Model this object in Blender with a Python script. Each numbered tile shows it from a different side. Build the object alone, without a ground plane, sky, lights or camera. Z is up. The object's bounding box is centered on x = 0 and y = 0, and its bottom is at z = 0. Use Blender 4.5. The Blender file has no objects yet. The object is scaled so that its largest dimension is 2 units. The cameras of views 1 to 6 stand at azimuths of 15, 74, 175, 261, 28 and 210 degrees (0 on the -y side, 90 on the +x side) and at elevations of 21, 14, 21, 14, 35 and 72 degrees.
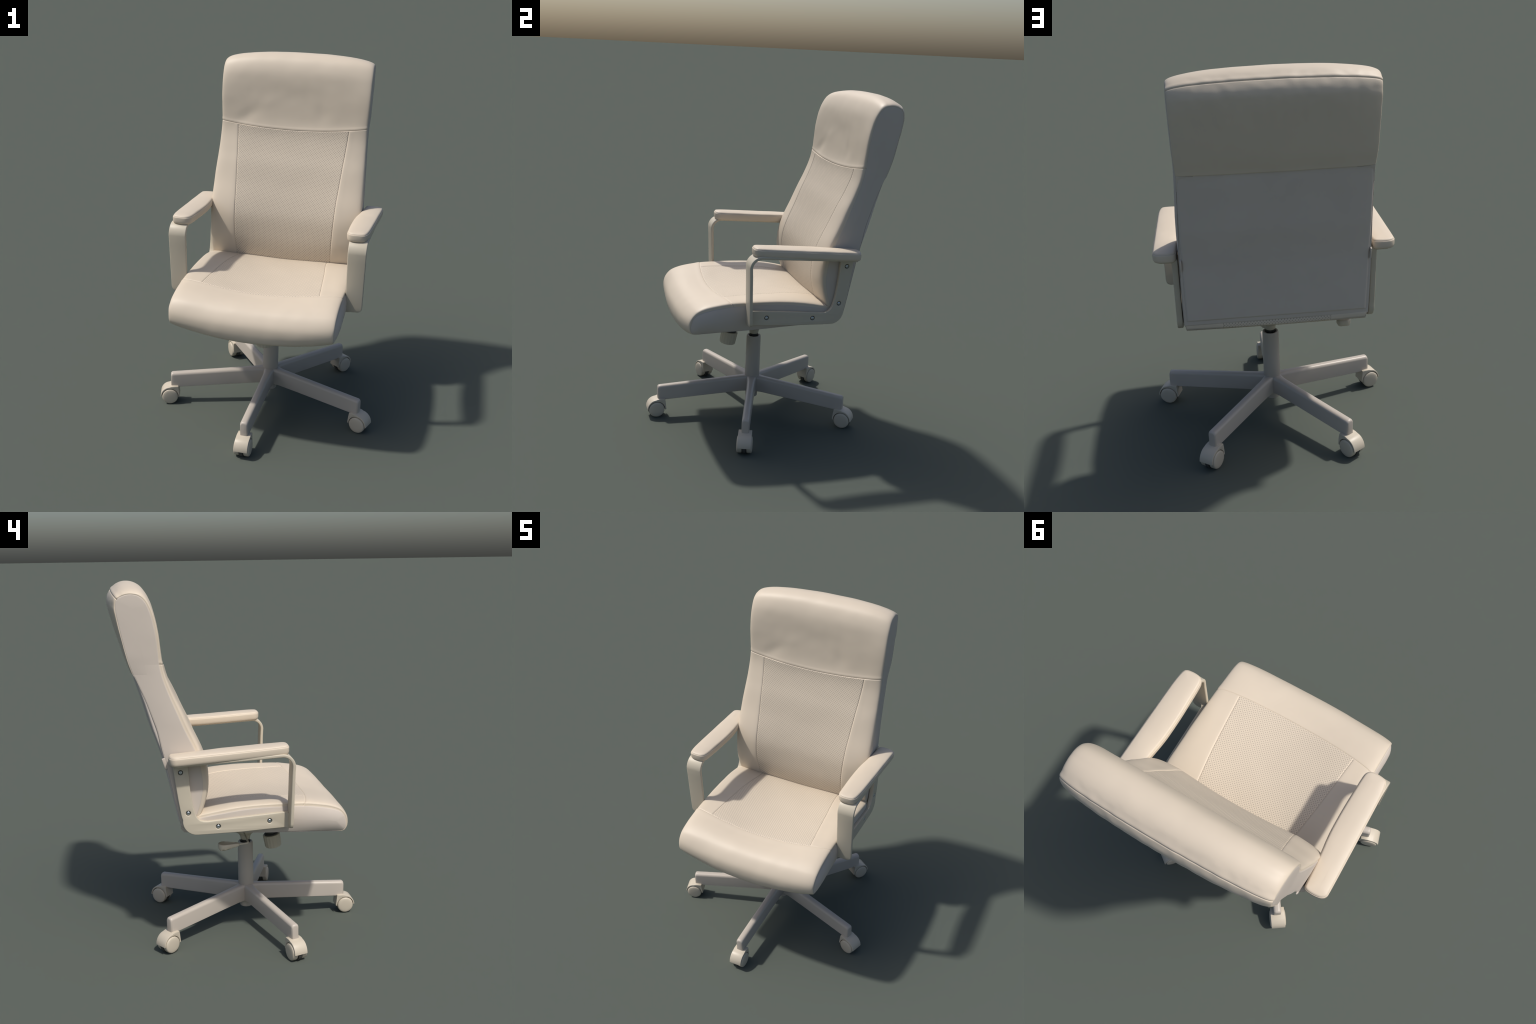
import bpy, bmesh, math
import numpy as np
from mathutils import Vector, Matrix, noise

# ----------------------------------------------------------------------------
# materials
# ----------------------------------------------------------------------------
def new_mat(name):
    m = bpy.data.materials.new(name)
    m.use_nodes = True
    nt = m.node_tree
    bsdf = nt.nodes["Principled BSDF"]
    return m, nt, bsdf

def add(nt, kind, **kw):
    n = nt.nodes.new(kind)
    for k, v in kw.items():
        setattr(n, k, v)
    return n

def grain_material(name, col, col2, rough=0.5, grain=260.0, bump=0.08, patch=5.0, spec=0.4,
                   perforated=None):
    """two-tone noise colour, fine leather/plastic grain as bump, optional punched holes"""
    m, nt, b = new_mat(name)
    L = nt.links
    tc = add(nt, "ShaderNodeTexCoord")
    n1 = add(nt, "ShaderNodeTexNoise"); n1.inputs["Scale"].default_value = patch
    n1.inputs["Detail"].default_value = 4.0
    L.new(tc.outputs["Object"], n1.inputs["Vector"])
    ramp = add(nt, "ShaderNodeValToRGB")
    ramp.color_ramp.elements[0].position = 0.35
    ramp.color_ramp.elements[1].position = 0.68
    ramp.color_ramp.elements[0].color = (*col2, 1)
    ramp.color_ramp.elements[1].color = (*col, 1)
    L.new(n1.outputs["Fac"], ramp.inputs["Fac"])
    colour = ramp.outputs["Color"]
    n2 = add(nt, "ShaderNodeTexNoise"); n2.inputs["Scale"].default_value = grain
    n2.inputs["Detail"].default_value = 3.0
    L.new(tc.outputs["Object"], n2.inputs["Vector"])
    height = n2.outputs["Fac"]
    bp = add(nt, "ShaderNodeBump"); bp.inputs["Strength"].default_value = bump
    bp.inputs["Distance"].default_value = 0.002
    L.new(height, bp.inputs["Height"])
    normal = bp.outputs["Normal"]
    if perforated:
        pitch, radius, rot, dark = perforated
        mp = add(nt, "ShaderNodeMapping"); mp.vector_type = 'POINT'
        mp.inputs["Rotation"].default_value = rot
        L.new(tc.outputs["Object"], mp.inputs["Vector"])
        sep = add(nt, "ShaderNodeSeparateXYZ"); L.new(mp.outputs["Vector"], sep.inputs[0])
        comb = add(nt, "ShaderNodeCombineXYZ")
        # rotate the lattice by 45 degrees
        s = 1.0 / (pitch * math.sqrt(2))
        for i, op in enumerate(("ADD", "SUBTRACT")):
            a = add(nt, "ShaderNodeMath", operation=op)
            L.new(sep.outputs[0], a.inputs[0]); L.new(sep.outputs[1], a.inputs[1])
            mul = add(nt, "ShaderNodeMath", operation="MULTIPLY"); mul.inputs[1].default_value = s
            L.new(a.outputs[0], mul.inputs[0])
            fr = add(nt, "ShaderNodeMath", operation="FRACT"); L.new(mul.outputs[0], fr.inputs[0])
            sb = add(nt, "ShaderNodeMath", operation="SUBTRACT"); sb.inputs[1].default_value = 0.5
            L.new(fr.outputs[0], sb.inputs[0])
            L.new(sb.outputs[0], comb.inputs[i])
        ln = add(nt, "ShaderNodeVectorMath", operation="LENGTH"); L.new(comb.outputs[0], ln.inputs[0])
        mr = add(nt, "ShaderNodeMapRange")
        mr.inputs["From Min"].default_value = radius / pitch * 0.75
        mr.inputs["From Max"].default_value = radius / pitch * 1.25
        mr.inputs["To Min"].default_value = 1.0; mr.inputs["To Max"].default_value = 0.0
        L.new(ln.outputs["Value"], mr.inputs["Value"])
        mix = add(nt, "ShaderNodeMix", data_type='RGBA')
        L.new(mr.outputs[0], mix.inputs["Factor"])
        L.new(colour, mix.inputs["A"]); mix.inputs["B"].default_value = (*dark, 1)
        colour = mix.outputs["Result"]
    L.new(colour, b.inputs["Base Color"])
    L.new(normal, b.inputs["Normal"])
    b.inputs["Roughness"].default_value = rough
    b.inputs["Specular IOR Level"].default_value = spec
    return m

LEATHER = (0.618, 0.533, 0.425)
LEATHER2 = (0.598, 0.516, 0.412)
SIDE = (0.544, 0.484, 0.426)
SIDE2 = (0.528, 0.470, 0.414)
REAR = (0.590, 0.530, 0.480)
REAR2 = (0.570, 0.510, 0.462)
FRAME = (0.528, 0.474, 0.376)
FRAME2 = (0.512, 0.460, 0.365)
BASE = (0.484, 0.432, 0.376)
BASE2 = (0.466, 0.417, 0.362)
HOLE = (0.30, 0.26, 0.215)

M_LEATHER = grain_material("cream_leather", LEATHER, LEATHER2, rough=0.5)
M_SIDE = grain_material("side_fabric", SIDE, SIDE2, rough=0.75, spec=0.2)
M_BACK = grain_material("rear_fabric", REAR, REAR2, rough=0.8, spec=0.2)
PITCH = 0.0106
M_PERF_SEAT = grain_material("perforated_seat_leather", LEATHER, LEATHER2, rough=0.55,
                             perforated=(PITCH, 0.0022, (0, 0, 0), HOLE))
M_PERF_BACK = grain_material("perforated_back_leather", LEATHER, LEATHER2, rough=0.55,
                             perforated=(PITCH, 0.0024, (math.radians(-70), 0, 0), HOLE))
M_FRAME = grain_material("cream_plastic", FRAME, FRAME2, rough=0.45, grain=500, bump=0.03)
M_BASE = grain_material("painted_metal", BASE, BASE2, rough=0.38, grain=300, bump=0.03)
M_CASTER = grain_material("caster_plastic", (0.535, 0.477, 0.382), (0.520, 0.463, 0.371), rough=0.42, grain=400, bump=0.02)
M_TRIM = grain_material("trim_webbing", (0.52, 0.47, 0.385), (0.40, 0.36, 0.30), rough=0.8, grain=900, bump=0.3, patch=240)
M_KNOB = grain_material("knob_plastic", (0.58, 0.52, 0.41), (0.56, 0.50, 0.395), rough=0.5, grain=400, bump=0.02)

def plain(name, col, rough, metal=0.0):
    m, nt, b = new_mat(name)
    tc = add(nt, "ShaderNodeTexCoord")
    n = add(nt, "ShaderNodeTexNoise"); n.inputs["Scale"].default_value = 60
    nt.links.new(tc.outputs["Object"], n.inputs["Vector"])
    mx = add(nt, "ShaderNodeMix", data_type='RGBA')
    mx.inputs["A"].default_value = (*[c * 0.92 for c in col], 1)
    mx.inputs["B"].default_value = (*col, 1)
    nt.links.new(n.outputs["Fac"], mx.inputs["Factor"])
    nt.links.new(mx.outputs["Result"], b.inputs["Base Color"])
    b.inputs["Roughness"].default_value = rough
    b.inputs["Metallic"].default_value = metal
    return m

M_BLACK = plain("black_steel", (0.015, 0.015, 0.015), 0.35)
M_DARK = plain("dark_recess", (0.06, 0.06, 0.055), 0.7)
M_STEEL = plain("zinc_steel", (0.52, 0.56, 0.58), 0.32, 1.0)

# ----------------------------------------------------------------------------
# helpers
# ----------------------------------------------------------------------------
COLL = bpy.context.scene.collection

def link(name, mesh, mat=None, parent=None):
    o = bpy.data.objects.new(name, mesh)
    COLL.objects.link(o)
    if mat is not None:
        mesh.materials.clear(); mesh.materials.append(mat)
    if parent is not None:
        o.parent = parent
    return o

def smooth(mesh, angle=None):
    mesh.polygons.foreach_set("use_smooth", [True] * len(mesh.polygons))
    if angle is not None:
        mesh.set_sharp_from_angle(angle=math.radians(angle))
    mesh.update()

def mesh_from(verts, faces, name="mesh"):
    me = bpy.data.meshes.new(name)
    me.from_pydata([tuple(v) for v in verts], [], [tuple(f) for f in faces])
    me.update()
    return me

def fix_normals(me):
    bm = bmesh.new(); bm.from_mesh(me)
    bmesh.ops.recalc_face_normals(bm, faces=bm.faces)
    bm.to_mesh(me); bm.free(); me.update()

def split_regions(verts, faces, labels, spec, parent_root):
    """one smooth surface cut into named objects that share the border vertices and normals.
    spec: {label: (object name, material)}; returns {label: object}"""
    V = np.asarray(verts, float)
    whole = mesh_from(V, [f for f in faces if len(f) == 4]); smooth(whole)
    VN = np.array([v.normal[:] for v in whole.vertices])
    out = {}
    for lab, (nm, mat) in spec.items():
        fs = [f for f, l in zip(faces, labels) if l == lab]
        used = sorted({i for f in fs for i in f})
        idx = {i: n for n, i in enumerate(used)}
        me = mesh_from(V[used], [[idx[i] for i in f] for f in fs], nm)
        smooth(me)
        me.normals_split_custom_set_from_vertices([tuple(VN[i]) for i in used])
        out[lab] = link(nm, me, mat, parent_root)
    bpy.data.meshes.remove(whole)
    return out

def catmull(keys, k):
    """keys (n,2), k float array -> points"""
    keys = np.asarray(keys, float); n = len(keys)
    k = np.clip(k, 0, n - 1 - 1e-9)
    i = np.floor(k).astype(int); t = (k - i)[..., None]
    def K(j): return keys[np.clip(j, 0, n - 1)]
    p0, p1, p2, p3 = K(i - 1), K(i), K(i + 1), K(i + 2)
    return 0.5 * ((2 * p1) + (-p0 + p2) * t + (2 * p0 - 5 * p1 + 4 * p2 - p3) * t ** 2
                  + (-p0 + 3 * p1 - 3 * p2 + p3) * t ** 3)

def lathe(profile, seg=48, name="lathe"):
    vs, fs = [], []
    for r, z in profile:
        for j in range(seg):
            a = 2 * math.pi * j / seg
            vs.append((r * math.cos(a), r * math.sin(a), z))
    n = len(profile)
    for i in range(n - 1):
        for j in range(seg):
            j2 = (j + 1) % seg
            fs.append((i * seg + j, i * seg + j2, (i + 1) * seg + j2, (i + 1) * seg + j))
    fs.append(tuple(range(seg))[::-1]); fs.append(tuple((n - 1) * seg + j for j in range(seg)))
    me = mesh_from(vs, fs, name); fix_normals(me)
    return me

def bevel_mesh(me, width, seg=3, angle=30, edges=None):
    bm = bmesh.new(); bm.from_mesh(me)
    es = [e for e in bm.edges if e.is_manifold and e.calc_face_angle(0) > math.radians(angle)
          and (edges is None or edges(e))]
    bmesh.ops.bevel(bm, geom=es, offset=width, segments=seg, profile=0.5, affect='EDGES', clamp_overlap=True)
    bm.to_mesh(me); bm.free(); me.update()

def box_mesh(x0, x1, y0, y1, z0, z1, bev=0.004, seg=3):
    v = [(x, y, z) for x in (x0, x1) for y in (y0, y1) for z in (z0, z1)]
    f = [(0, 1, 3, 2), (4, 6, 7, 5), (0, 4, 5, 1), (2, 3, 7, 6), (0, 2, 6, 4), (1, 5, 7, 3)]
    me = mesh_from(v, f); fix_normals(me)
    if bev: bevel_mesh(me, bev, seg)
    smooth(me, 40)
    return me

def prism_mesh(outline, a0, a1, axis='x', bev=0.0, seg=3, ang=35):
    """polygon outline (p,q) extruded along an axis"""
    n = len(outline)
    def put(p, q, a):
        return {'x': (a, p, q), 'y': (p, a, q), 'z': (p, q, a)}[axis]
    v = [put(p, q, a0) for p, q in outline] + [put(p, q, a1) for p, q in outline]
    f = [tuple(range(n)), tuple(range(n, 2 * n))[::-1]]
    f += [(i, (i + 1) % n, n + (i + 1) % n, n + i) for i in range(n)]
    me = mesh_from(v, f); fix_normals(me)
    if bev:
        bm = bmesh.new(); bm.from_mesh(me)
        es = [e for e in bm.edges if all(len(fc.verts) == 4 for fc in e.link_faces) is False]
        bmesh.ops.bevel(bm, geom=es, offset=bev, segments=seg, profile=0.5, affect='EDGES', clamp_overlap=True)
        bm.to_mesh(me); bm.free()
    smooth(me, ang)
    return me

def tube_mesh(path, r, seg=14):
    cu = bpy.data.curves.new("tube", 'CURVE'); cu.dimensions = '3D'
    sp = cu.splines.new('POLY'); sp.points.add(len(path) - 1)
    for p, q in zip(sp.points, path): p.co = (*q, 1)
    cu.bevel_depth = r; cu.bevel_resolution = 4; cu.use_fill_caps = True
    o = bpy.data.objects.new("tube", cu); COLL.objects.link(o)
    dg = bpy.context.evaluated_depsgraph_get()
    me = bpy.data.meshes.new_from_object(o.evaluated_get(dg))
    bpy.data.objects.remove(o); bpy.data.curves.remove(cu)
    smooth(me, 50)
    return me

def smooth_closed(pts, n):
    """closed Catmull-Rom through control points, n samples, even by arc length"""
    P = np.asarray(pts, float); m = len(P)
    t = np.linspace(0, m, 40 * m, endpoint=False)
    i = np.floor(t).astype(int); f = (t - i)[:, None]
    g = lambda j: P[j % m]
    p0, p1, p2, p3 = g(i - 1), g(i), g(i + 1), g(i + 2)
    C = 0.5 * ((2 * p1) + (-p0 + p2) * f + (2 * p0 - 5 * p1 + 4 * p2 - p3) * f ** 2 + (-p0 + 3 * p1 - 3 * p2 + p3) * f ** 3)
    d = np.r_[0, np.cumsum(np.linalg.norm(np.diff(np.vstack([C, C[:1]]), axis=0), axis=1))]
    s = np.linspace(0, d[-1], n, endpoint=False)
    CC = np.vstack([C, C[:1]])
    return np.stack([np.interp(s, d, CC[:, 0]), np.interp(s, d, CC[:, 1])], 1)

# ----------------------------------------------------------------------------
# upholstered cushion: a side loop and a centre loop, joined across the width
# ----------------------------------------------------------------------------
def cushion(edge, centre, k_list, half_width, seam_x, crown, n_mid, n_out, k_shift=None):
    """returns (P[row, col, 3], u[row, col], col roles).  edge/centre: (y, z) keys."""
    k = np.asarray(k_list, float)
    near = np.array([.012, .008, .005, .0028, .0012, 0, -.0012, -.0028, -.005, -.008, -.012])
    rows = []
    us = []
    for kk in k:
        w, xs = half_width(kk), seam_x(kk)
        t = np.linspace(0, 1, n_out + 1)[:-1]
        outer = (xs + .012) + (w - xs - .012) * (1 - t ** 2.2)   # w .. seam
        right = np.r_[outer, xs + near]
        mid = np.linspace(xs - .012, -(xs - .012), n_mid + 2)[1:-1]
        x = np.r_[right, mid, -right[::-1]]
        u = x / w
        sh = k_shift(kk, u) if k_shift else 0 * u
        E = catmull(edge, kk + sh); C = catmull(centre, kk + sh)
        f = crown(kk, np.abs(u))[:, None]
        yz = E + (C - E) * f
        rows.append(np.c_[x, yz]); us.append(u)
    return np.array(rows), np.array(us), n_out

def grid_normals(P, outward_hint):
    dk = np.gradient(P, axis=0); du = np.gradient(P, axis=1)
    N = np.cross(dk, du); N /= np.linalg.norm(N, axis=2, keepdims=True) + 1e-12
    if (N * outward_hint(P)).sum(2).mean() < 0: N = -N
    return N

def refine(n, keys, per=6, seams=(), eps=(.02, .045, .08, .13, .2, .3)):
    k = set(np.round(np.linspace(0, n - 1, (n - 1) * per + 1), 5).tolist())
    for s in seams:
        for e in eps:
            k.add(round(s - e, 5)); k.add(round(s + e, 5))
    return np.array(sorted(x for x in k if 0 <= x <= n - 1))

def sgauss(d, s): return np.exp(-(d / s) ** 2)

def superell(u, p): return np.clip(1 - np.clip(u, 0, 1) ** p, 0, 1) ** (1 / p)

def soft_interp(x, xs, ys, w):
    """piecewise-linear profile rounded off over a window w"""
    return sum(np.interp(x + o * w, xs, ys) * g for o, g in ((-1, .1), (-.6, .2), (-.2, .2), (.2, .2), (.6, .2), (1, .1)))

# ----------------------------------------------------------------------------
chair = bpy.data.objects.new("office_chair", None)
COLL.objects.link(chair)
chair["label"] = "cream leather high-back swivel office chair with armrests and casters"
chair["category"] = "office chair"

# ============================= BACKREST =====================================
# (edge y, edge z, centre y, centre z)
BK = [(.345, .738, .345, .738),
      (.312, .765, .282, .765),
      (.284, .803, .252, .803),
      (.257, .885, .222, .885),
      (.245, .967, .208, .967),
      (.255, 1.067, .213, 1.067),
      (.282, 1.158, .241, 1.158),
      (.331, 1.267, .290, 1.267),
      (.370, 1.365, .332, 1.365),
      (.401, 1.444, .370, 1.444),
      (.431, 1.530, .404, 1.530),
      (.445, 1.600, .419, 1.600),       # 11: front seam under the head cushion
      (.450, 1.665, .427, 1.670),
      (.457, 1.745, .436, 1.755),
      (.471, 1.825, .452, 1.840),
      (.487, 1.876, .474, 1.908),
      (.506, 1.913, .508, 1.964),
      (.538, 1.938, .548, 1.992),
      (.574, 1.946, .592, 2.000),
      (.611, 1.940, .636, 1.989),
      (.642, 1.922, .674, 1.957),       # 20: rear top seam
      (.651, 1.888, .694, 1.912),
      (.649, 1.850, .690, 1.862),
      (.630, 1.745, .661, 1.752),
      (.604, 1.628, .624, 1.628),
      (.582, 1.556, .593, 1.553),       # 25: rear hem
      (.568, 1.530, .574, 1.530),
      (.545, 1.475, .545, 1.475),
      (.519, 1.410, .519, 1.410),
      (.494, 1.335, .494, 1.335),
      (.471, 1.262, .471, 1.262),
      (.452, 1.166, .452, 1.166),
      (.428, 1.060, .428, 1.060),
      (.405, .940, .405, .940),
      (.382, .820, .382, .820),
      (.366, .748, .366, .748)]
BK = np.array(BK)
BK[1:10, 0] += .004          # front side seam a touch behind the first estimate
BK[10:17, 0] += .003
bk_edge, bk_cent = BK[:, :2], BK[:, 2:]
nb = len(BK)
fz = [.73, .83, 1.05, 1.2, 1.3, 1.45, 1.6, 1.75, 1.9, 2.0]
fw = [.450, .452, .455, .456, .454, .446, .441, .447, .449, .447]
rz = [.73, .8, 1.0, 1.23, 1.45, 1.55, 1.64, 1.81, 2.0]
rw = [.449, .449, .449, .444, .435, .430, .437, .440, .443]
def bk_width(k):
    z = catmull(bk_edge, np.array(k))[1]
    a = np.clip((k - 15) / 6.0, 0, 1); a = a * a * (3 - 2 * a)
    return (1 - a) * np.interp(z, fz, fw) + a * np.interp(z, rz, rw)
def bk_seam(k):
    z = catmull(bk_edge, np.array(k))[1]
    return float(np.interp(z, [.73, .81, 1.2, 1.59, 2.0], [.285, .288, .305, .335, .345]))
def bk_crown(k, u):
    a = np.clip((k - 13.5) / 4.0, 0, 1)
    p = 4.4 + (2.1 - 4.4) * a
    return superell(u, p)
def bk_shift(k, u):
    return -0.48 * (1 - u ** 2) * math.exp(-((k - 11) / 2.6) ** 2)

ks = refine(nb, BK, 6, seams=(11, 20, 25), eps=(.018, .04, .07, .11, .17, .26))
P, U, n_out = cushion(bk_edge, bk_cent, ks, bk_width, bk_seam, bk_crown, 56, 14, bk_shift)
# the sat-in hollow: the middle lies behind the bolsters
zz = P[..., 2]; uu = np.abs(U)
lum = soft_interp(zz, [.78, .86, .94, 1.05, 1.2, 1.35, 1.6], [-.006, .006, .018, .023, .014, .005, .003], .09) * np.clip(1 - (uu / .72) ** 2, 0, 1)
head = soft_interp(zz, [1.55, 1.62, 1.72, 1.82, 1.92], [.002, .012, .015, .012, 0], .05) * np.clip(1 - uu ** 4, 0, 1)
P[..., 1] += np.where((ks < 16)[:, None], np.where((ks < 11)[:, None], lum, head), 0)
axis_y = lambda z: np.interp(z, [.73, .9, 1.1, 1.3, 1.6, 1.9, 2.0], [.34, .325, .34, .41, .52, .585, .59])
def hint(P):
    H = np.zeros_like(P); H[..., 1] = P[..., 1] - axis_y(P[..., 2]); H[..., 2] = np.where(P[..., 2] > 1.9, P[..., 2] - 1.9, 0)
    return H
N = grid_normals(P, hint)
K = ks[:, None] + 0 * U
Z, X = P[..., 2], P[..., 0]
XS = np.array([bk_seam(k) for k in ks])[:, None]
d = np.zeros_like(U)
lower = (K <= 11) & (K >= 1)
# stitched vertical seams, with a slight puff beside them
dx = np.abs(np.abs(X) - XS)
fade = np.clip((11.0 - K) * 8, 0, 1) * np.clip(K - 1, 0, 1)
d -= 0.0028 * sgauss(dx, .0022) * fade
d += 0.0012 * sgauss(np.abs(X) - XS - .014, .010) * fade
# horizontal seams: distance in metres along the loop
def row_gap(k0):
    i0 = int(np.argmin(abs(ks - k0)))
    seg = np.linalg.norm(np.diff(P, axis=0), axis=2)
    c = np.vstack([np.zeros((1, seg.shape[1])), np.cumsum(seg, 0)])
    return c - c[i0]
g11 = row_gap(11)
d -= 0.0022 * sgauss(g11, .0020)
d += 0.0015 * sgauss(g11 - .010, .008)
g20 = row_gap(20)
d -= 0.0032 * sgauss(g20, .0022)
d += 0.002 * sgauss(g20 + .010, .008)
g25 = row_gap(25)
d += np.where(g25 < 0, .0025, -.004) * sgauss(g25, .016) * np.clip((1 - np.abs(U)) / .06, 0, 1)
# soft hollows of the sat-in leather
def dent(x0, z0, ax, az, rot, amp):
    c, s = math.cos(rot), math.sin(rot)
    a = (X - x0) * c + (Z - z0) * s; b = -(X - x0) * s + (Z - z0) * c
    return amp * np.exp(-(a / ax) ** 2 - (b / az) ** 2) * (K < 15)
d += dent(-.27, 1.650, .085, .034, .6, -.0050) + dent(-.20, 1.70, .12, .03, .5, .002)
d += dent(.17, 1.67, .05, .05, -.7, -.003) + dent(0, 1.76, .25, .06, 0, -.004)
d += dent(0.0, 1.05, .30, .12, 0, .004)
for i in range(P.shape[0]):
    for j in range(P.shape[1]):
        v = Vector(P[i, j])
        amp = (.0008 if ks[i] < 11 else .0014) if ks[i] < 26 else .0004
        d[i, j] += amp * noise.noise(v * 6.5) + amp * .5 * noise.noise(v * 15 + Vector((3, 1, 7)))
        if 19 < ks[i] < 23:
            d[i, j] += .0016 * noise.noise(v * 28)
P0 = P.copy()
P = P + N * d[..., None]
nr, nc = P.shape[:2]
verts = P.reshape(-1, 3).tolist()
faces, labels = [], []
jl, jr = n_out + 5, nc - 1 - n_out - 5          # seam columns
for i in range(nr):
    i2 = (i + 1) % nr
    km = 0.5 * (ks[i] + ks[i2]) if i2 else 36
    for j in range(nc - 1):
        faces.append((i * nc + j, i * nc + j + 1, i2 * nc + j + 1, i2 * nc + j))
        if 11 <= km < 25: labels.append('head')
        elif km < 11 and jl <= j < jr: labels.append('perf')
        elif km < 11: labels.append('bolster_r' if j < jl else 'bolster_l')
        else: labels.append('rear')
def bk_spine(y, z):
    zc = min(max(z, .80), 1.875)
    yf = np.interp(zc, BK[:15, 1], BK[:15, 0]); yr = np.interp(-zc, -BK[21:, 1], BK[21:, 0])
    return 0.5 * (yf + yr), zc
def add_cap(col, sign, label, border, spine, mid_width, bulge_at):
    """smooth panel closing one side; border (n,3) is the undisplaced side loop"""
    rings = (0.035, .075, 0.15, 0.28, 0.46, 0.68, .88, .985)
    base = len(verts)
    for t in rings:
        for b in border:
            sy, sz = spine(b[1], b[2])
            y = b[1] + (sy - b[1]) * t; z = b[2] + (sz - b[2]) * t
            bulge = bulge_at(y)
            w = abs(b[0]) * (1 - t) + mid_width(sy, sz) * t
            verts.append([sign * (w + bulge * (1 - (1 - t) ** 2)), y, z])
    prev = [i * nc + col for i in range(nr)]
    for r in range(len(rings)):
        cur = [base + r * nr + i for i in range(nr)]
        for i in range(nr):
            i2 = (i + 1) % nr
            faces.append((prev[i], prev[i2], cur[i2], cur[i])); labels.append(label)
        prev = cur
    faces.append(tuple(prev)); labels.append(label)
# pull the border row in a touch so the piped seam reads as a groove
for i in range(nr):
    verts[i * nc][0] -= .0028; verts[i * nc + nc - 1][0] += .0028
bk_mid = lambda y, z: .5 * (np.interp(z, fz, fw) + np.interp(z, rz, rw))
add_cap(0, +1, 'side_r', P0[:, 0], bk_spine, bk_mid, lambda y: .003)
add_cap(nc - 1, -1, 'side_l', P0[:, -1], bk_spine, bk_mid, lambda y: .003)

def orient(verts, faces, labels):
    me = mesh_from(verts, faces)
    bm = bmesh.new(); bm.from_mesh(me)
    bmesh.ops.recalc_face_normals(bm, faces=bm.faces)
    bm.faces.ensure_lookup_table()
    out = [[v.index for v in f.verts] for f in bm.faces]
    bm.free(); bpy.data.meshes.remove(me)
    return out
faces = orient(verts, faces, labels)
back = split_regions(verts, faces, labels, {
    'rear': ("backrest", M_BACK),
    'head': ("head_cushion", M_LEATHER), 'perf': ("perforated_panel", M_PERF_BACK),
    'bolster_r': ("bolster", M_LEATHER), 'bolster_l': ("bolster", M_LEATHER),
    'side_r': ("side_panel", M_SIDE), 'side_l': ("side_panel", M_SIDE)}, chair)
backrest = back['rear']
for kx, o in back.items():
    if o is not backrest: o.parent = backrest

# rear board: slab with rounded edges standing on the cushion's back
def board_y(z):
    return np.interp(z, [.74, .80, .946, 1.083, 1.165, 1.272, 1.404, 1.508, 1.56],
                     [.372, .384, .412, .438, .460, .494, .530, .562, .580])
def slab(zs, half, yfun, depth, r, name, mat, parent, nx=40, bulge=.015):
    """rounded slab over x in +-half(z), z in zs; rear surface at yfun"""
    vs, fs = [], []
    z0, z1 = zs[0], zs[-1]
    def edge_drop(dist):
        dist = np.clip(dist, 0, r)
        return r - math.sqrt(max(r * r - (r - dist) ** 2, 0))
    us = np.r_[-1, -.9975, -.993, -.986, -.977, -.965, np.linspace(-.94, .94, nx), .965, .977, .986, .993, .9975, 1]
    m = len(us)
    for side in (0, 1):
        for z in zs:
            w = half(z)
            for u in us:
                x = u * w
                dd = min(w - abs(x), z - z0, z1 - z + 1)
                y = yfun(z) + bulge * (1 - u ** 4) * np.interp(z, [.77, .95, 1.1, 1.25, 1.5, 1.556], [0, .25, .65, 1, 1, .75]) - edge_drop(dd)
                if side: y = min(y, yfun(z)) - depth
                vs.append((x, y, z))
    n = len(zs)
    idx = lambda s, i, j: s * n * m + i * m + j
    for i in range(n - 1):
        for j in range(m - 1):
            fs.append((idx(0, i, j), idx(0, i, j + 1), idx(0, i + 1, j + 1), idx(0, i + 1, j)))
            fs.append((idx(1, i, j), idx(1, i + 1, j), idx(1, i + 1, j + 1), idx(1, i, j + 1)))
    for i in range(n - 1):
        for j in (0, m - 1):
            fs.append((idx(0, i, j), idx(0, i + 1, j), idx(1, i + 1, j), idx(1, i, j)))
    for j in range(m - 1):
        for i in (0, n - 1):
            fs.append((idx(0, i, j), idx(0, i, j + 1), idx(1, i, j + 1), idx(1, i, j)))
    me = mesh_from(vs, fs, name); fix_normals(me); smooth(me, 50)
    return link(name, me, mat, parent)
zs = np.r_[.772, .7735, .776, .780, .786, np.linspace(.80, 1.556, 60)]
slab(zs, lambda z: np.interp(z, [.77, 1.0, 1.2, 1.45, 1.55], [.436, .438, .437, .432, .426]), board_y, .018, .010,
     "back_board", M_BACK, backrest)
zs = np.r_[.757, .7585, .761, .765, np.linspace(.775, 1.075, 30)]
slab(zs, lambda z: np.interp(z, [.757, .775, 1.08], [.441, .446, .446]), lambda z: board_y(z) - .009, .012, .006,
     "trim_strip", M_TRIM, backrest, bulge=.003)
# small fabric tabs that lap over the top of the trim
tab = box_mesh(-.004, .004, -.011, .011, -.030, .030, .0035, 3)
for s in (1, -1):
    t = link("fabric_tab", tab, M_SIDE, backrest)
    t.location = (s * .4425, .4385, 1.092); t.rotation_euler = (math.radians(-16), 0, 0)

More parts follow.
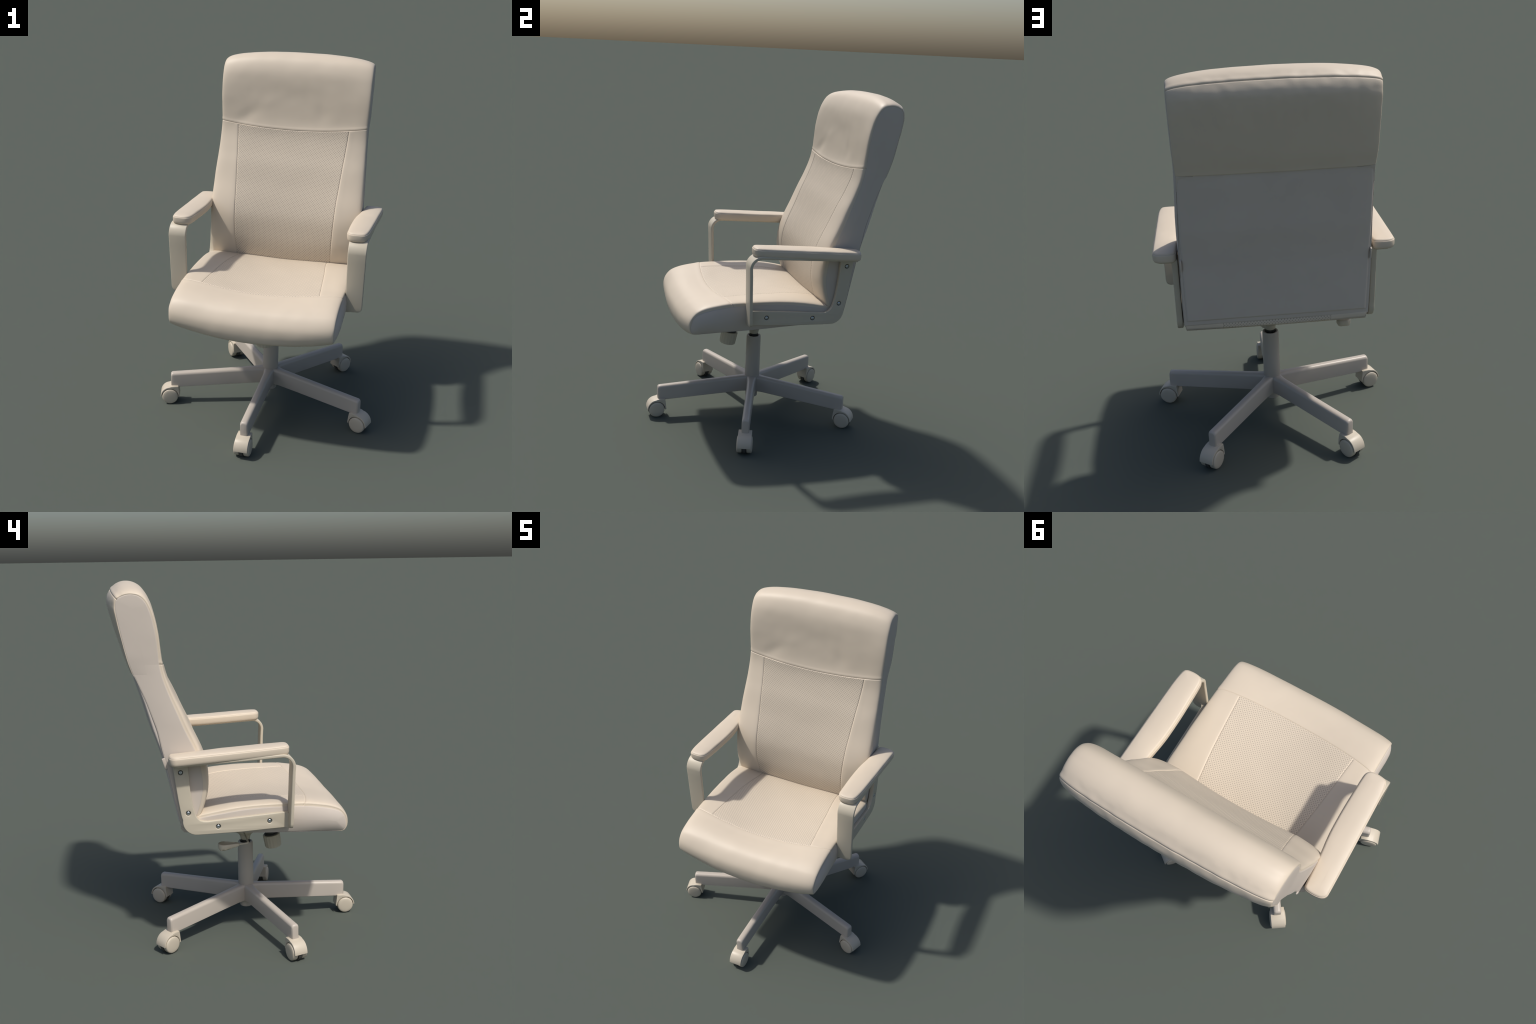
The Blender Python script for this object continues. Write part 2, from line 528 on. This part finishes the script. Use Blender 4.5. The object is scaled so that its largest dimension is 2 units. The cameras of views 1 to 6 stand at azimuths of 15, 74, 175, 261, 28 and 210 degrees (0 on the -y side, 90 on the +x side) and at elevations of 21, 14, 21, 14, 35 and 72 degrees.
# ============================= SEAT =========================================
ST = [(.366, .733, .366, .732),
      (.362, .752, .362, .758),
      (.320, .772, .320, .785),
      (.274, .790, .276, .815),
      (.227, .801, .235, .829),
      (.149, .812, .150, .846),
      (.062, .823, .062, .856),
      (-.023, .829, -.023, .860),
      (-.110, .830, -.110, .861),
      (-.200, .828, -.205, .860),
      (-.285, .825, -.300, .857),      # 10: seam between panel and front roll
      (-.360, .816, -.375, .848),
      (-.430, .803, -.442, .834),
      (-.480, .787, -.496, .808),
      (-.508, .762, -.534, .770),
      (-.520, .728, -.558, .725),
      (-.520, .694, -.560, .668),
      (-.503, .674, -.540, .626),
      (-.440, .674, -.470, .624),
      (-.350, .677, -.370, .642),
      (-.200, .682, -.200, .662),
      (-.030, .690, -.030, .670),
      (.110, .698, .110, .678),
      (.250, .706, .250, .690),
      (.352, .716, .352, .712)]
ST = np.array(ST); ns = len(ST)
st_edge, st_cent = ST[:, :2], ST[:, 2:]
st_width = lambda k: float(np.interp(k, [0, 2, 3, 4, 5, 6, 8, 10, 14, 17, 20, 24], [.440, .447, .455, .463, .464, .461, .458, .455, .453, .448, .447, .440]))
def st_seam(k):
    y = catmull(st_edge, np.array(k))[0] if k < 16 else -.5
    return float(np.interp(-y, [-.37, -.17, .0, .3, .5], [.262, .276, .300, .334, .345])) if k < 16 else \
        float(np.interp(k, [16, 24], [.345, .262]))
def st_crown(k, u):
    top = superell(u, 5.0)
    par = .86 * (1 - u ** 2) + .14 * superell(u, 4)
    a = np.clip((k - 13.0) / 3.5, 0, 1)
    return top * (1 - a) + par * a
st_shift = lambda k, u: 0.5 * (1 - u ** 2) * math.exp(-((k - 10) / 2.4) ** 2)
ks = refine(ns, ST, 7, seams=(10,), eps=(.015, .035, .06, .1, .16))
P, U, n_out = cushion(st_edge, st_cent, ks, st_width, st_seam, st_crown, 56, 14, st_shift)
dish = soft_interp(-P[..., 1], [-.25, -.15, 0, .15, .28, .40, .52], [.009, .019, .026, .031, .032, .025, .007], .07)
P[..., 2] -= dish * (lambda q: q * q * (3 - 2 * q))(np.clip(1 - np.abs(U) / .92, 0, 1) ** .75) * np.clip((15.5 - ks) / 4, 0, 1)[:, None] ** .8
def hint2(P):
    H = np.zeros_like(P); H[..., 2] = P[..., 2] - .755; H[..., 1] = np.where(P[..., 1] < -.5, -.1, 0)
    return H
N = grid_normals(P, hint2)
K = ks[:, None] + 0 * U
X, Y = P[..., 0], P[..., 1]
XS = np.array([st_seam(k) for k in ks])[:, None]
d = np.zeros_like(U)
fade = np.clip((10.0 - K) * 8, 0, 1)
d -= 0.0026 * sgauss(np.abs(X) - XS, .0022) * fade
d += 0.0010 * sgauss(np.abs(X) - XS - .016, .012) * fade
g10 = row_gap(10)
d -= 0.0024 * sgauss(g10, .0022)
d += 0.0013 * sgauss(g10 - .016, .012)
for i in range(P.shape[0]):
    for j in range(P.shape[1]):
        v = Vector(P[i, j])
        d[i, j] += .0018 * noise.noise(v * 6.0 + Vector((9, 2, 4))) + .0007 * noise.noise(v * 15)
P0 = P.copy()
P = P + N * d[..., None]
nr, nc = P.shape[:2]
verts = P.reshape(-1, 3).tolist()
faces, labels = [], []
jl, jr = n_out + 5, nc - 1 - n_out - 5
for i in range(nr):
    i2 = (i + 1) % nr
    km = 0.5 * (ks[i] + ks[i2]) if i2 else 24.5
    for j in range(nc - 1):
        faces.append((i * nc + j, i * nc + j + 1, i2 * nc + j + 1, i2 * nc + j))
        if (km < 2 or km > 24) and jl <= j < jr: labels.append('strip')
        elif km < 10 and jl <= j < jr: labels.append('perf')
        elif km < 10: labels.append('bolster_r' if j < jl else 'bolster_l')
        elif km < 17.5: labels.append('front')
        else: labels.append('under')
def st_spine(y, z):
    yc = min(max(y, -.46), .33)
    zt = np.interp(-yc, -ST[:16, 0], ST[:16, 1]); zb = np.interp(yc, ST[17:, 0], ST[17:, 1])
    return yc, 0.5 * (zt + zb)
for i in range(nr):
    verts[i * nc][0] -= .0028; verts[i * nc + nc - 1][0] += .0028
st_bulge = lambda y: float(np.interp(-y, [-.36, -.25, .1, .19, .27, .42, .52], [.001, .010, .012, .014, .018, .022, .018]))
st_mid = lambda y, z: float(np.interp(-y, [-.37, -.2, .2, .5], [.443, .449, .450, .450]))
add_cap(0, +1, 'side_r', P0[:, 0], st_spine, st_mid, st_bulge)
add_cap(nc - 1, -1, 'side_l', P0[:, -1], st_spine, st_mid, st_bulge)
faces = orient(verts, faces, labels)
st = split_regions(verts, faces, labels, {
    'under': ("seat", M_SIDE), 'front': ("front_roll", M_LEATHER),
    'perf': ("perforated_panel", M_PERF_SEAT), 'strip': ("perforated_panel", M_PERF_BACK),
    'bolster_r': ("bolster", M_LEATHER), 'bolster_l': ("bolster", M_LEATHER),
    'side_r': ("side_panel", M_SIDE), 'side_l': ("side_panel", M_SIDE)}, chair)
seat = st['under']
for kx, o in st.items():
    if o is not seat: o.parent = seat

# ============================= ARMRESTS =====================================
# side plate: L outline in (y, z)
def arc(cy, cz, r, a0, a1, n=8):
    return [(cy + r * math.cos(math.radians(a0 + (a1 - a0) * i / n)), cz + r * math.sin(math.radians(a0 + (a1 - a0) * i / n))) for i in range(n + 1)]
plate_outline = ([(-.198, .806), (-.05, .798), (.10, .789), (.190, .782)]
                 + [(.225, .779), (.250, .780), (.268, .786), (.281, .797), (.292, .817)]
                 + [(.304, .865), (.316, .955), (.324, 1.08), (.324, 1.104)]
                 + [(.401, 1.104), (.400, 1.072)]
                 + [(.392, 1.0), (.379, .900), (.366, .815)] + arc(.285, .783, .075, 8, -92, 14) + [(.240, .708)]
                 + [(.05, .710), (-.10, .717), (-.198, .722)])
BOLTS = [(.3625, 1.0485), (.3295, .8295), (.175, .748), (-.098, .7615)]
X_IN, X_OUT = .4545, .4825

def plate_mesh():
    cu = bpy.data.curves.new("plate", 'CURVE'); cu.dimensions = '2D'; cu.fill_mode = 'BOTH'
    def spl(pts):
        s = cu.splines.new('POLY'); s.points.add(len(pts) - 1); s.use_cyclic_u = True
        for p, q in zip(s.points, pts): p.co = (q[0], q[1], 0, 1)
    bev = .0045
    # rounded profile: shrink the fill, grow it back with the bevel
    P0 = np.array(plate_outline); n = len(P0)
    area = .5 * sum(P0[i][0] * P0[(i + 1) % n][1] - P0[(i + 1) % n][0] * P0[i][1] for i in range(n))
    sg = 1 if area > 0 else -1
    T = np.roll(P0, -1, 0) - np.roll(P0, 1, 0); T /= np.linalg.norm(T, axis=1, keepdims=True)
    inw = np.c_[-T[:, 1], T[:, 0]] * sg
    spl([tuple(p) for p in P0 + inw * bev * 1.0])
    for by, bz in BOLTS:
        r = .0128 + bev
        spl([(by + r * math.cos(a), bz + r * math.sin(a)) for a in np.linspace(0, 2 * math.pi, 28, endpoint=False)])
    th = (X_OUT - X_IN) / 2
    cu.extrude = th - bev; cu.bevel_depth = bev; cu.bevel_resolution = 3
    o = bpy.data.objects.new("plate", cu); COLL.objects.link(o)
    dg = bpy.context.evaluated_depsgraph_get()
    me = bpy.data.meshes.new_from_object(o.evaluated_get(dg))
    bpy.data.objects.remove(o); bpy.data.curves.remove(cu)
    # (y, z) plane -> world: curve x -> y, curve y -> z, curve z -> x
    for v in me.vertices:
        a, b, c = v.co
        v.co = ((X_IN + X_OUT) / 2 + c, a, b)
    bm = bmesh.new(); bm.from_mesh(me)
    bmesh.ops.remove_doubles(bm, verts=bm.verts, dist=1e-5)
    bmesh.ops.recalc_face_normals(bm, faces=bm.faces)
    bm.to_mesh(me); bm.free()
    smooth(me, 35)
    return me

# strap: wide flat bar from the rear of the pad, round the front bend, down to the seat
def strap_mesh():
    path = [(.400, 1.098), (.3992, 1.0981), (.397, 1.0984), (.392, 1.0988), (.385, 1.0992), (.375, 1.1), (.33, 1.1045), (.2, 1.110), (.05, 1.117), (-.08, 1.1232), (-.150, 1.1265)]
    # bend
    cy, cz, r = -.157, 1.066, .0605
    for a in np.linspace(92, 178, 12):
        path.append((cy + r * math.cos(math.radians(a)), cz + r * math.sin(math.radians(a))))
    path += [(-.2145, 1.02), (-.2110, .92), (-.2070, .82), (-.2045, .758), (-.2040, .745), (-.2037, .738), (-.2035, .733), (-.2035, .7308), (-.2035, .730)]
    path = np.array(path); n = len(path)
    L = np.r_[0, np.cumsum(np.linalg.norm(np.diff(path, axis=0), axis=1))]
    T = np.gradient(path, axis=0); T /= np.linalg.norm(T, axis=1, keepdims=True)
    Nn = np.c_[-T[:, 1], T[:, 0]]
    th = .0085; rr = .005
    vs, fs = [], []
    m = None
    for i in range(n):
        # the foot narrows to a rounded end; the rear end has rounded plan corners
        x0, x1 = .4560, .5565 - .006 * np.clip((1.06 - path[i][1]) / .3, 0, 1)
        R = .026
        s_end = min(L[-1] - L[i], L[i])
        if s_end < R: x1 -= R - math.sqrt(max(R * R - (R - s_end) ** 2, 0))
        ring = []
        def corner(cx, cn, a0):
            for a in np.linspace(a0, a0 + 90, 5):
                ring.append((cx + rr * math.cos(math.radians(a)), cn + rr * math.sin(math.radians(a))))
        corner(x1 - rr, th - rr, 0); corner(x0 + rr, th - rr, 90); corner(x0 + rr, -th + rr, 180); corner(x1 - rr, -th + rr, 270)
        m = len(ring)
        for x, q in ring:
            y, z = path[i] + Nn[i] * q
            vs.append((x, y, z))
    for i in range(n - 1):
        for j in range(m):
            j2 = (j + 1) % m
            fs.append((i * m + j, i * m + j2, (i + 1) * m + j2, (i + 1) * m + j))
    fs.append(tuple(range(m))); fs.append(tuple((n - 1) * m + j for j in range(m)))
    me = mesh_from(vs, fs); fix_normals(me)
    smooth(me, 40)
    return me

def fillet_prism(corner, d1, d2, r, a0, a1, axis):
    """concave fillet in the plane (p, q), extruded along axis"""
    c = np.array(corner, float); d1 = np.array(d1, float); d2 = np.array(d2, float)
    pts = [tuple(c - .002 * d1 - .002 * d2), tuple(c + r * d1 - .002 * d2), tuple(c + r * d1)]
    cc = c + r * d1 + r * d2
    for t in np.linspace(0, 90, 9)[1:]:
        a = math.radians(t)
        pts.append(tuple(cc - r * math.sin(a) * d1 - r * math.cos(a) * d2))
    pts.append(tuple(c + r * d2 - .002 * d1))
    return prism_mesh(pts, a0, a1, axis, ang=50)

PAD_IN = [(-.150, .4375), (-.06, .4345), (.03, .4330), (.12, .4345), (.18, .4390), (.25, .4475), (.33, .4540), (.385, .4580)]
PAD_OUT = [(.372, .5690), (.21, .5655), (.04, .5610), (-.09, .5570), (-.150, .5520)]
PAD_FRONT = [(-.182, .544), (-.194, .530), (-.1985, .505), (-.1985, .478), (-.193, .457), (-.178, .4430)]
PAD_REAR = [(.410, .462), (.4205, .476), (.4235, .500), (.4215, .532), (.414, .553), (.399, .566)]

def pad_mesh():
    ctrl = [(x, y) for y, x in PAD_IN + PAD_REAR + PAD_OUT + PAD_FRONT]
    n = 200
    C = smooth_closed(ctrl, n)
    T = np.roll(C, -1, 0) - np.roll(C, 1, 0); T /= np.linalg.norm(T, axis=1, keepdims=True)
    inw = np.c_[-T[:, 1], T[:, 0]]
    if ((C.mean(0) - C) * inw).sum() < 0: inw = -inw
    # smooth the normals so insets stay clean round the corners
    for _ in range(6):
        inw = (np.roll(inw, 1, 0) + inw * 2 + np.roll(inw, -1, 0)) / 4
    inw /= np.linalg.norm(inw, axis=1, keepdims=True)
    tilt = lambda y: 1.1705 - .052 * (y + .16)     # height of the top seam
    prof = [(.012, -.044), (.006, -.042), (.0022, -.036), (.0004, -.027), (0, -.015), (0, -.009),
            (.0005, -.0052), (.0012, -.0036), (.0020, -.0030), (.0040, -.0040), (.0034, -.0012), (.0042, .0010), (.0062, .0036), (.0095, .0062)]
    # the crown closes on the pad's long middle line
    prof += [(-t, .0062 + .0052 * (1 - (1 - t) ** 2.6)) for t in (.06, .14, .26, .42, .6, .8)]
    spine_x = lambda y: np.interp(y, [-.15, .18, .37], [.495, .5025, .512])
    vs, fs = [], []
    for ins, h in prof:
        for c, q in zip(C, inw):
            if ins >= 0:
                x, y = c + q * ins
            else:
                x, y = c + q * .0095
                sy = min(max(y, -.145), .365)
                x += (spine_x(sy) - x) * -ins; y += (sy - y) * -ins
            y0 = tilt(y)
            nz = .0010 * noise.noise(Vector((x * 14, y * 14, 3))) if h > 0 else 0
            if h < -.005: nz = .0009 * noise.noise(Vector((x * 20, y * 26, 8)))
            vs.append((x, y, y0 + h + nz))
    m = len(prof)
    for i in range(m - 1):
        for j in range(n):
            j2 = (j + 1) % n
            fs.append((i * n + j, i * n + j2, (i + 1) * n + j2, (i + 1) * n + j))
    fs.append(tuple(range(n))); fs.append(tuple((m - 1) * n + j for j in range(n)))
    me = mesh_from(vs, fs); fix_normals(me); smooth(me)
    return me

def mirror(me):
    m2 = me.copy()
    for v in m2.vertices: v.co.x = -v.co.x
    m2.flip_normals()
    m2.update()
    return m2

def bolt_meshes():
    # dome with socket, axis +x
    prof = [(.0104, -.006), (.0104, -.001), (.0098, .001), (.0078, .0030), (.0050, .0040), (.0050, .0018), (.0001, .0018)]
    me = lathe(prof, 28)
    me.transform(Matrix.Rotation(math.radians(90), 4, 'Y')); smooth(me, 35)
    cup = lathe([(.0160, -.0045), (.0160, -.0030), (.0001, -.0030)], 28)
    cup.transform(Matrix.Rotation(math.radians(90), 4, 'Y')); smooth(cup, 35)
    return me, cup

PL, SM, PD = plate_mesh(), strap_mesh(), pad_mesh()
BOLT, CUP = bolt_meshes()
FIL1 = fillet_prism((X_OUT - .001, -.1955), (1, 0), (0, 1), .022, .7225, .8035, 'z')   # plate front to strap
FIL2 = fillet_prism((X_OUT - .001, 1.0925), (1, 0), (0, -1), .022, .334, .386, 'y')   # plate top to strap
for s in (1, -1):
    g = (lambda m: m) if s > 0 else mirror
    arm = link("armrest", g(PL), M_FRAME, chair)
    link("arm_strap", g(SM), M_FRAME, arm)
    link("arm_web", g(FIL1), M_FRAME, arm)
    link("arm_web", g(FIL2), M_FRAME, arm)
    link("arm_pad", g(PD), M_LEATHER, arm)
    for by, bz in BOLTS:
        b = link("bolt", BOLT, M_STEEL, arm); b.location = (s * (X_OUT - .0042), by, bz)
        c = link("bolt_recess", CUP, M_DARK, arm); c.location = (s * (X_OUT - .0065), by, bz)
        if s < 0:
            b.rotation_euler = (0, 0, math.pi); c.rotation_euler = (0, 0, math.pi)

# ============================= MECHANISM ====================================
CY = -.034
mech = link("tilt_mechanism", box_mesh(-.065, .065, -.27, .05, .566, .69, .012, 3), M_KNOB, chair)
me = lathe([(.0, .503), (.025, .503), (.028, .506), (.030, .520), (.034, .530), (.044, .542), (.058, .550), (.062, .560), (.062, .60), (0.0, .60)], 40)
smooth(me, 40); o = link("collar", me, M_FRAME, mech); o.location = (0, CY, 0)
# knob: fluted, tipped forward
seg = 96
prof = [(.0, 0), (.036, 0), (.0455, .004), (.0485, .012), (.0505, .078), (.048, .080), (.044, .080), (.0, .080)]
vs, fs = [], []
for r, z in prof:
    for j in range(seg):
        a = 2 * math.pi * j / seg
        k = 1 + (.022 * math.cos(16 * a) if .045 < r else 0)
        vs.append((r * k * math.cos(a), r * k * math.sin(a), z))
for i in range(len(prof) - 1):
    for j in range(seg):
        j2 = (j + 1) % seg
        fs.append((i * seg + j, i * seg + j2, (i + 1) * seg + j2, (i + 1) * seg + j))
me = mesh_from(vs, fs); bm = bmesh.new(); bm.from_mesh(me)
bmesh.ops.remove_doubles(bm, verts=bm.verts, dist=1e-5); bmesh.ops.recalc_face_normals(bm, faces=bm.faces)
bm.to_mesh(me); bm.free(); smooth(me, 45)
knob = link("tension_knob", me, M_KNOB, mech)
knob.location = (0, -.204, .444); knob.rotation_euler = (math.radians(-10), 0, 0)
me = lathe([(.0, 0), (.041, 0), (.041, .006), (.030, .007), (.030, .05), (.0, .05)], 40); smooth(me, 40)
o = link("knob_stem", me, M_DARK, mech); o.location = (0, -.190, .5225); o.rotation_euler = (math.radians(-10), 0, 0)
# lever: rod with a bend and a paddle
path = [(-.05, -.002, .597), (-.30, .000, .6045), (-.355, .001, .606)]
path += [(-.355 - .016 * math.sin(t), .001 + .016 * (1 - math.cos(t)), .606 - .001 * t) for t in np.linspace(.2, math.pi / 2, 6)]
path += [(-.372, .085, .600)]
lever = link("lever", tube_mesh(path, .0052), M_FRAME, mech)
out = smooth_closed([(-.372 + dx, y) for dx, y in [(-.012, .055), (-.022, .085), (-.034, .12), (-.036, .145), (-.022, .164), (0, .168), (.022, .164), (.036, .145), (.034, .12), (.022, .085), (.012, .055), (0, .051)]], 80)
cen = out.mean(0)
vs, fs = [], []
for sc, h in [(.86, -.028), (.95, -.026), (1.0, -.018), (1.0, -.006), (.97, .0), (.86, .003), (.6, -.001), (.25, -.003)]:
    for p in out:
        q = cen + (p - cen) * sc
        t = np.clip((q[1] - .05) / .115, 0, 1)
        hh = h * (.45 + .65 * t) if h < -.01 else h
        wav = .0035 * math.cos(2 * math.pi * (q[1] - .06) / .027) * t if h < -.02 else 0
        vs.append((q[0], q[1], .6075 + hh + wav + .004 * t))
n = len(out)
for i in range(7):
    for j in range(n):
        fs.append((i * n + j, i * n + (j + 1) % n, (i + 1) * n + (j + 1) % n, (i + 1) * n + j))
fs.append(tuple(range(n))); fs.append(tuple(7 * n + j for j in range(n)))
me = mesh_from(vs, fs); fix_normals(me); smooth(me, 60)
link("lever_paddle", me, M_KNOB, lever)

# ============================= BASE =========================================
me = lathe([(.0, .503), (.026, .503), (.026, .44), (.0, .44)], 36); smooth(me, 40)
hub_prof = [(.0, .086), (.034, .086), (.037, .089), (.0375, .094), (.0375, .134), (.040, .138), (.0440, .150), (.0455, .200),
            (.0462, .2215), (.0448, .2230), (.0448, .2245), (.0458, .2260), (.0455, .300), (.0445, .478), (.0435, .485), (.0410, .4895), (.036, .490),
            (.0315, .4885), (.0305, .470), (.0, .470)]
hub = lathe(hub_prof, 56); smooth(hub, 40)
base = link("star_base", hub, M_BASE, chair); base.location = (0, CY, 0)
piston = link("gas_piston", me, M_BLACK, base)

def leg_mesh():
    """tapering hollow-looking bar along +x with rounded upper edges"""
    r0, r1 = .030, .598
    w0, w1 = .0225, .0220
    R = .0170
    vs, fs = [], []
    secs = [r0, .08, .2, .35, .5, .575]
    end = [(.598 - .013 + .013 * math.sin(a), .013 * (1 - math.cos(a))) for a in np.linspace(0, math.pi / 2, 6)]
    allsec = [(s, 0) for s in secs] + end
    m = None
    for s, ins in allsec:
        t = (s - r0) / (r1 - r0)
        top = .2275 - .0335 * t; bot = .129 - .0275 * t
        w = (w0 + (w1 - w0) * t) - ins * .55; R = min(.017, w - .002)
        top -= ins * .8
        if s < .12:   # flare into the hub
            w += .010 * ((.12 - s) / .09) ** 2
        ring = [(-w + .003, bot), (-w, bot + .003)]
        for a in np.linspace(180, 90, 6):
            ring.append((-w + R + R * math.cos(math.radians(a)), top - R + R * math.sin(math.radians(a))))
        for a in np.linspace(90, 0, 6):
            ring.append((w - R + R * math.cos(math.radians(a)), top - R + R * math.sin(math.radians(a))))
        ring += [(w, bot + .003), (w - .003, bot)]
        m = len(ring)
        for y, z in ring: vs.append((s, y, z))
    n = len(allsec)
    for i in range(n - 1):
        for j in range(m):
            j2 = (j + 1) % m
            fs.append((i * m + j, i * m + j2, (i + 1) * m + j2, (i + 1) * m + j))
    fs.append(tuple(range(m))); fs.append(tuple((n - 1) * m + j for j in range(m)))
    me = mesh_from(vs, fs); fix_normals(me); smooth(me, 42)
    return me

# caster in its own frame: wheel centre at the origin (height R_W), rolls along +x, stem at -x
R_W, TRAIL = .0475, .031
def hood_mesh():
    pts = []
    ro = .0565
    # outer arch from the trailing lip over the top to the stem shoulder
    pts = [(ro * math.cos(math.radians(a)), ro * math.sin(math.radians(a)) * 1.08) for a in np.linspace(0, 84, 18)]
    pts += [(-.008, .0655), (-.020, .0665), (-.047, .0665), (-.0505, .0640), (-.0545, .040), (-.0575, .012), (-.0585, -.001), (-.0535, -.003)]
    ri = .0508
    for a in np.linspace(184, 1, 26):
        pts.append((ri * math.cos(math.radians(a)), ri * math.sin(math.radians(a))))
    me = prism_mesh(pts, -.0385, .0385, 'y', bev=.0035, seg=3, ang=40)
    return me
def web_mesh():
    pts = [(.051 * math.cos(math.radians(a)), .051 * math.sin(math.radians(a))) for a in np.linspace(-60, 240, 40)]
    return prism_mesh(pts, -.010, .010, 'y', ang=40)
def wheel_mesh():
    # half pair: from inner face to domed hub cap, axis +y
    prof = [(.0, .0115), (.040, .0115), (.0445, .0125), (.0470, .0155), (R_W, .020), (R_W, .0345), (.0468, .0385), (.0448, .0415), (.0405, .0435), (.030, .0450), (.015, .0458), (.0, .046)]
    me = lathe(prof, 48)
    me.transform(Matrix.Rotation(math.radians(-90), 4, 'X'))
    smooth(me, 40)
    return me
LEG, HOOD, WEB, WHEEL = leg_mesh(), hood_mesh(), web_mesh(), wheel_mesh()
STEM = lathe([(.0, .0), (.0135, .0), (.0135, .010), (.010, .012), (.010, .03), (.0, .03)], 24); smooth(STEM, 40)
R_C = .605
for ang in (198, 270, 342, 54, 126):
    a = math.radians(ang)
    leg = link("leg", LEG, M_BASE, base); leg.rotation_euler = (0, 0, a)
    c = link("caster", HOOD, M_CASTER, chair)
    c.location = (R_C * math.cos(a), CY + R_C * math.sin(a), R_W); c.rotation_euler = (0, 0, a)
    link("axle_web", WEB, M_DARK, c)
    st_ = link("stem", STEM, M_CASTER, c); st_.location = (-TRAIL, 0, .0640 - .004)
    for s in (0, 1):
        w = link("wheel", WHEEL, M_CASTER, c); w.rotation_euler = (0, 0, math.pi * s)
bpy.context.view_layer.update()
# the upholstered upper part sits a few millimetres off the column axis
for o in list(chair.children):
    if o.name.split('.')[0] in ("backrest", "seat", "armrest"):
        if o.name.startswith("backrest"):
            o.rotation_euler.z = .006          # the back is mounted a trace out of square
            o.location.x -= .0032
        else:
            o.location.x -= .004
bpy.context.view_layer.update()
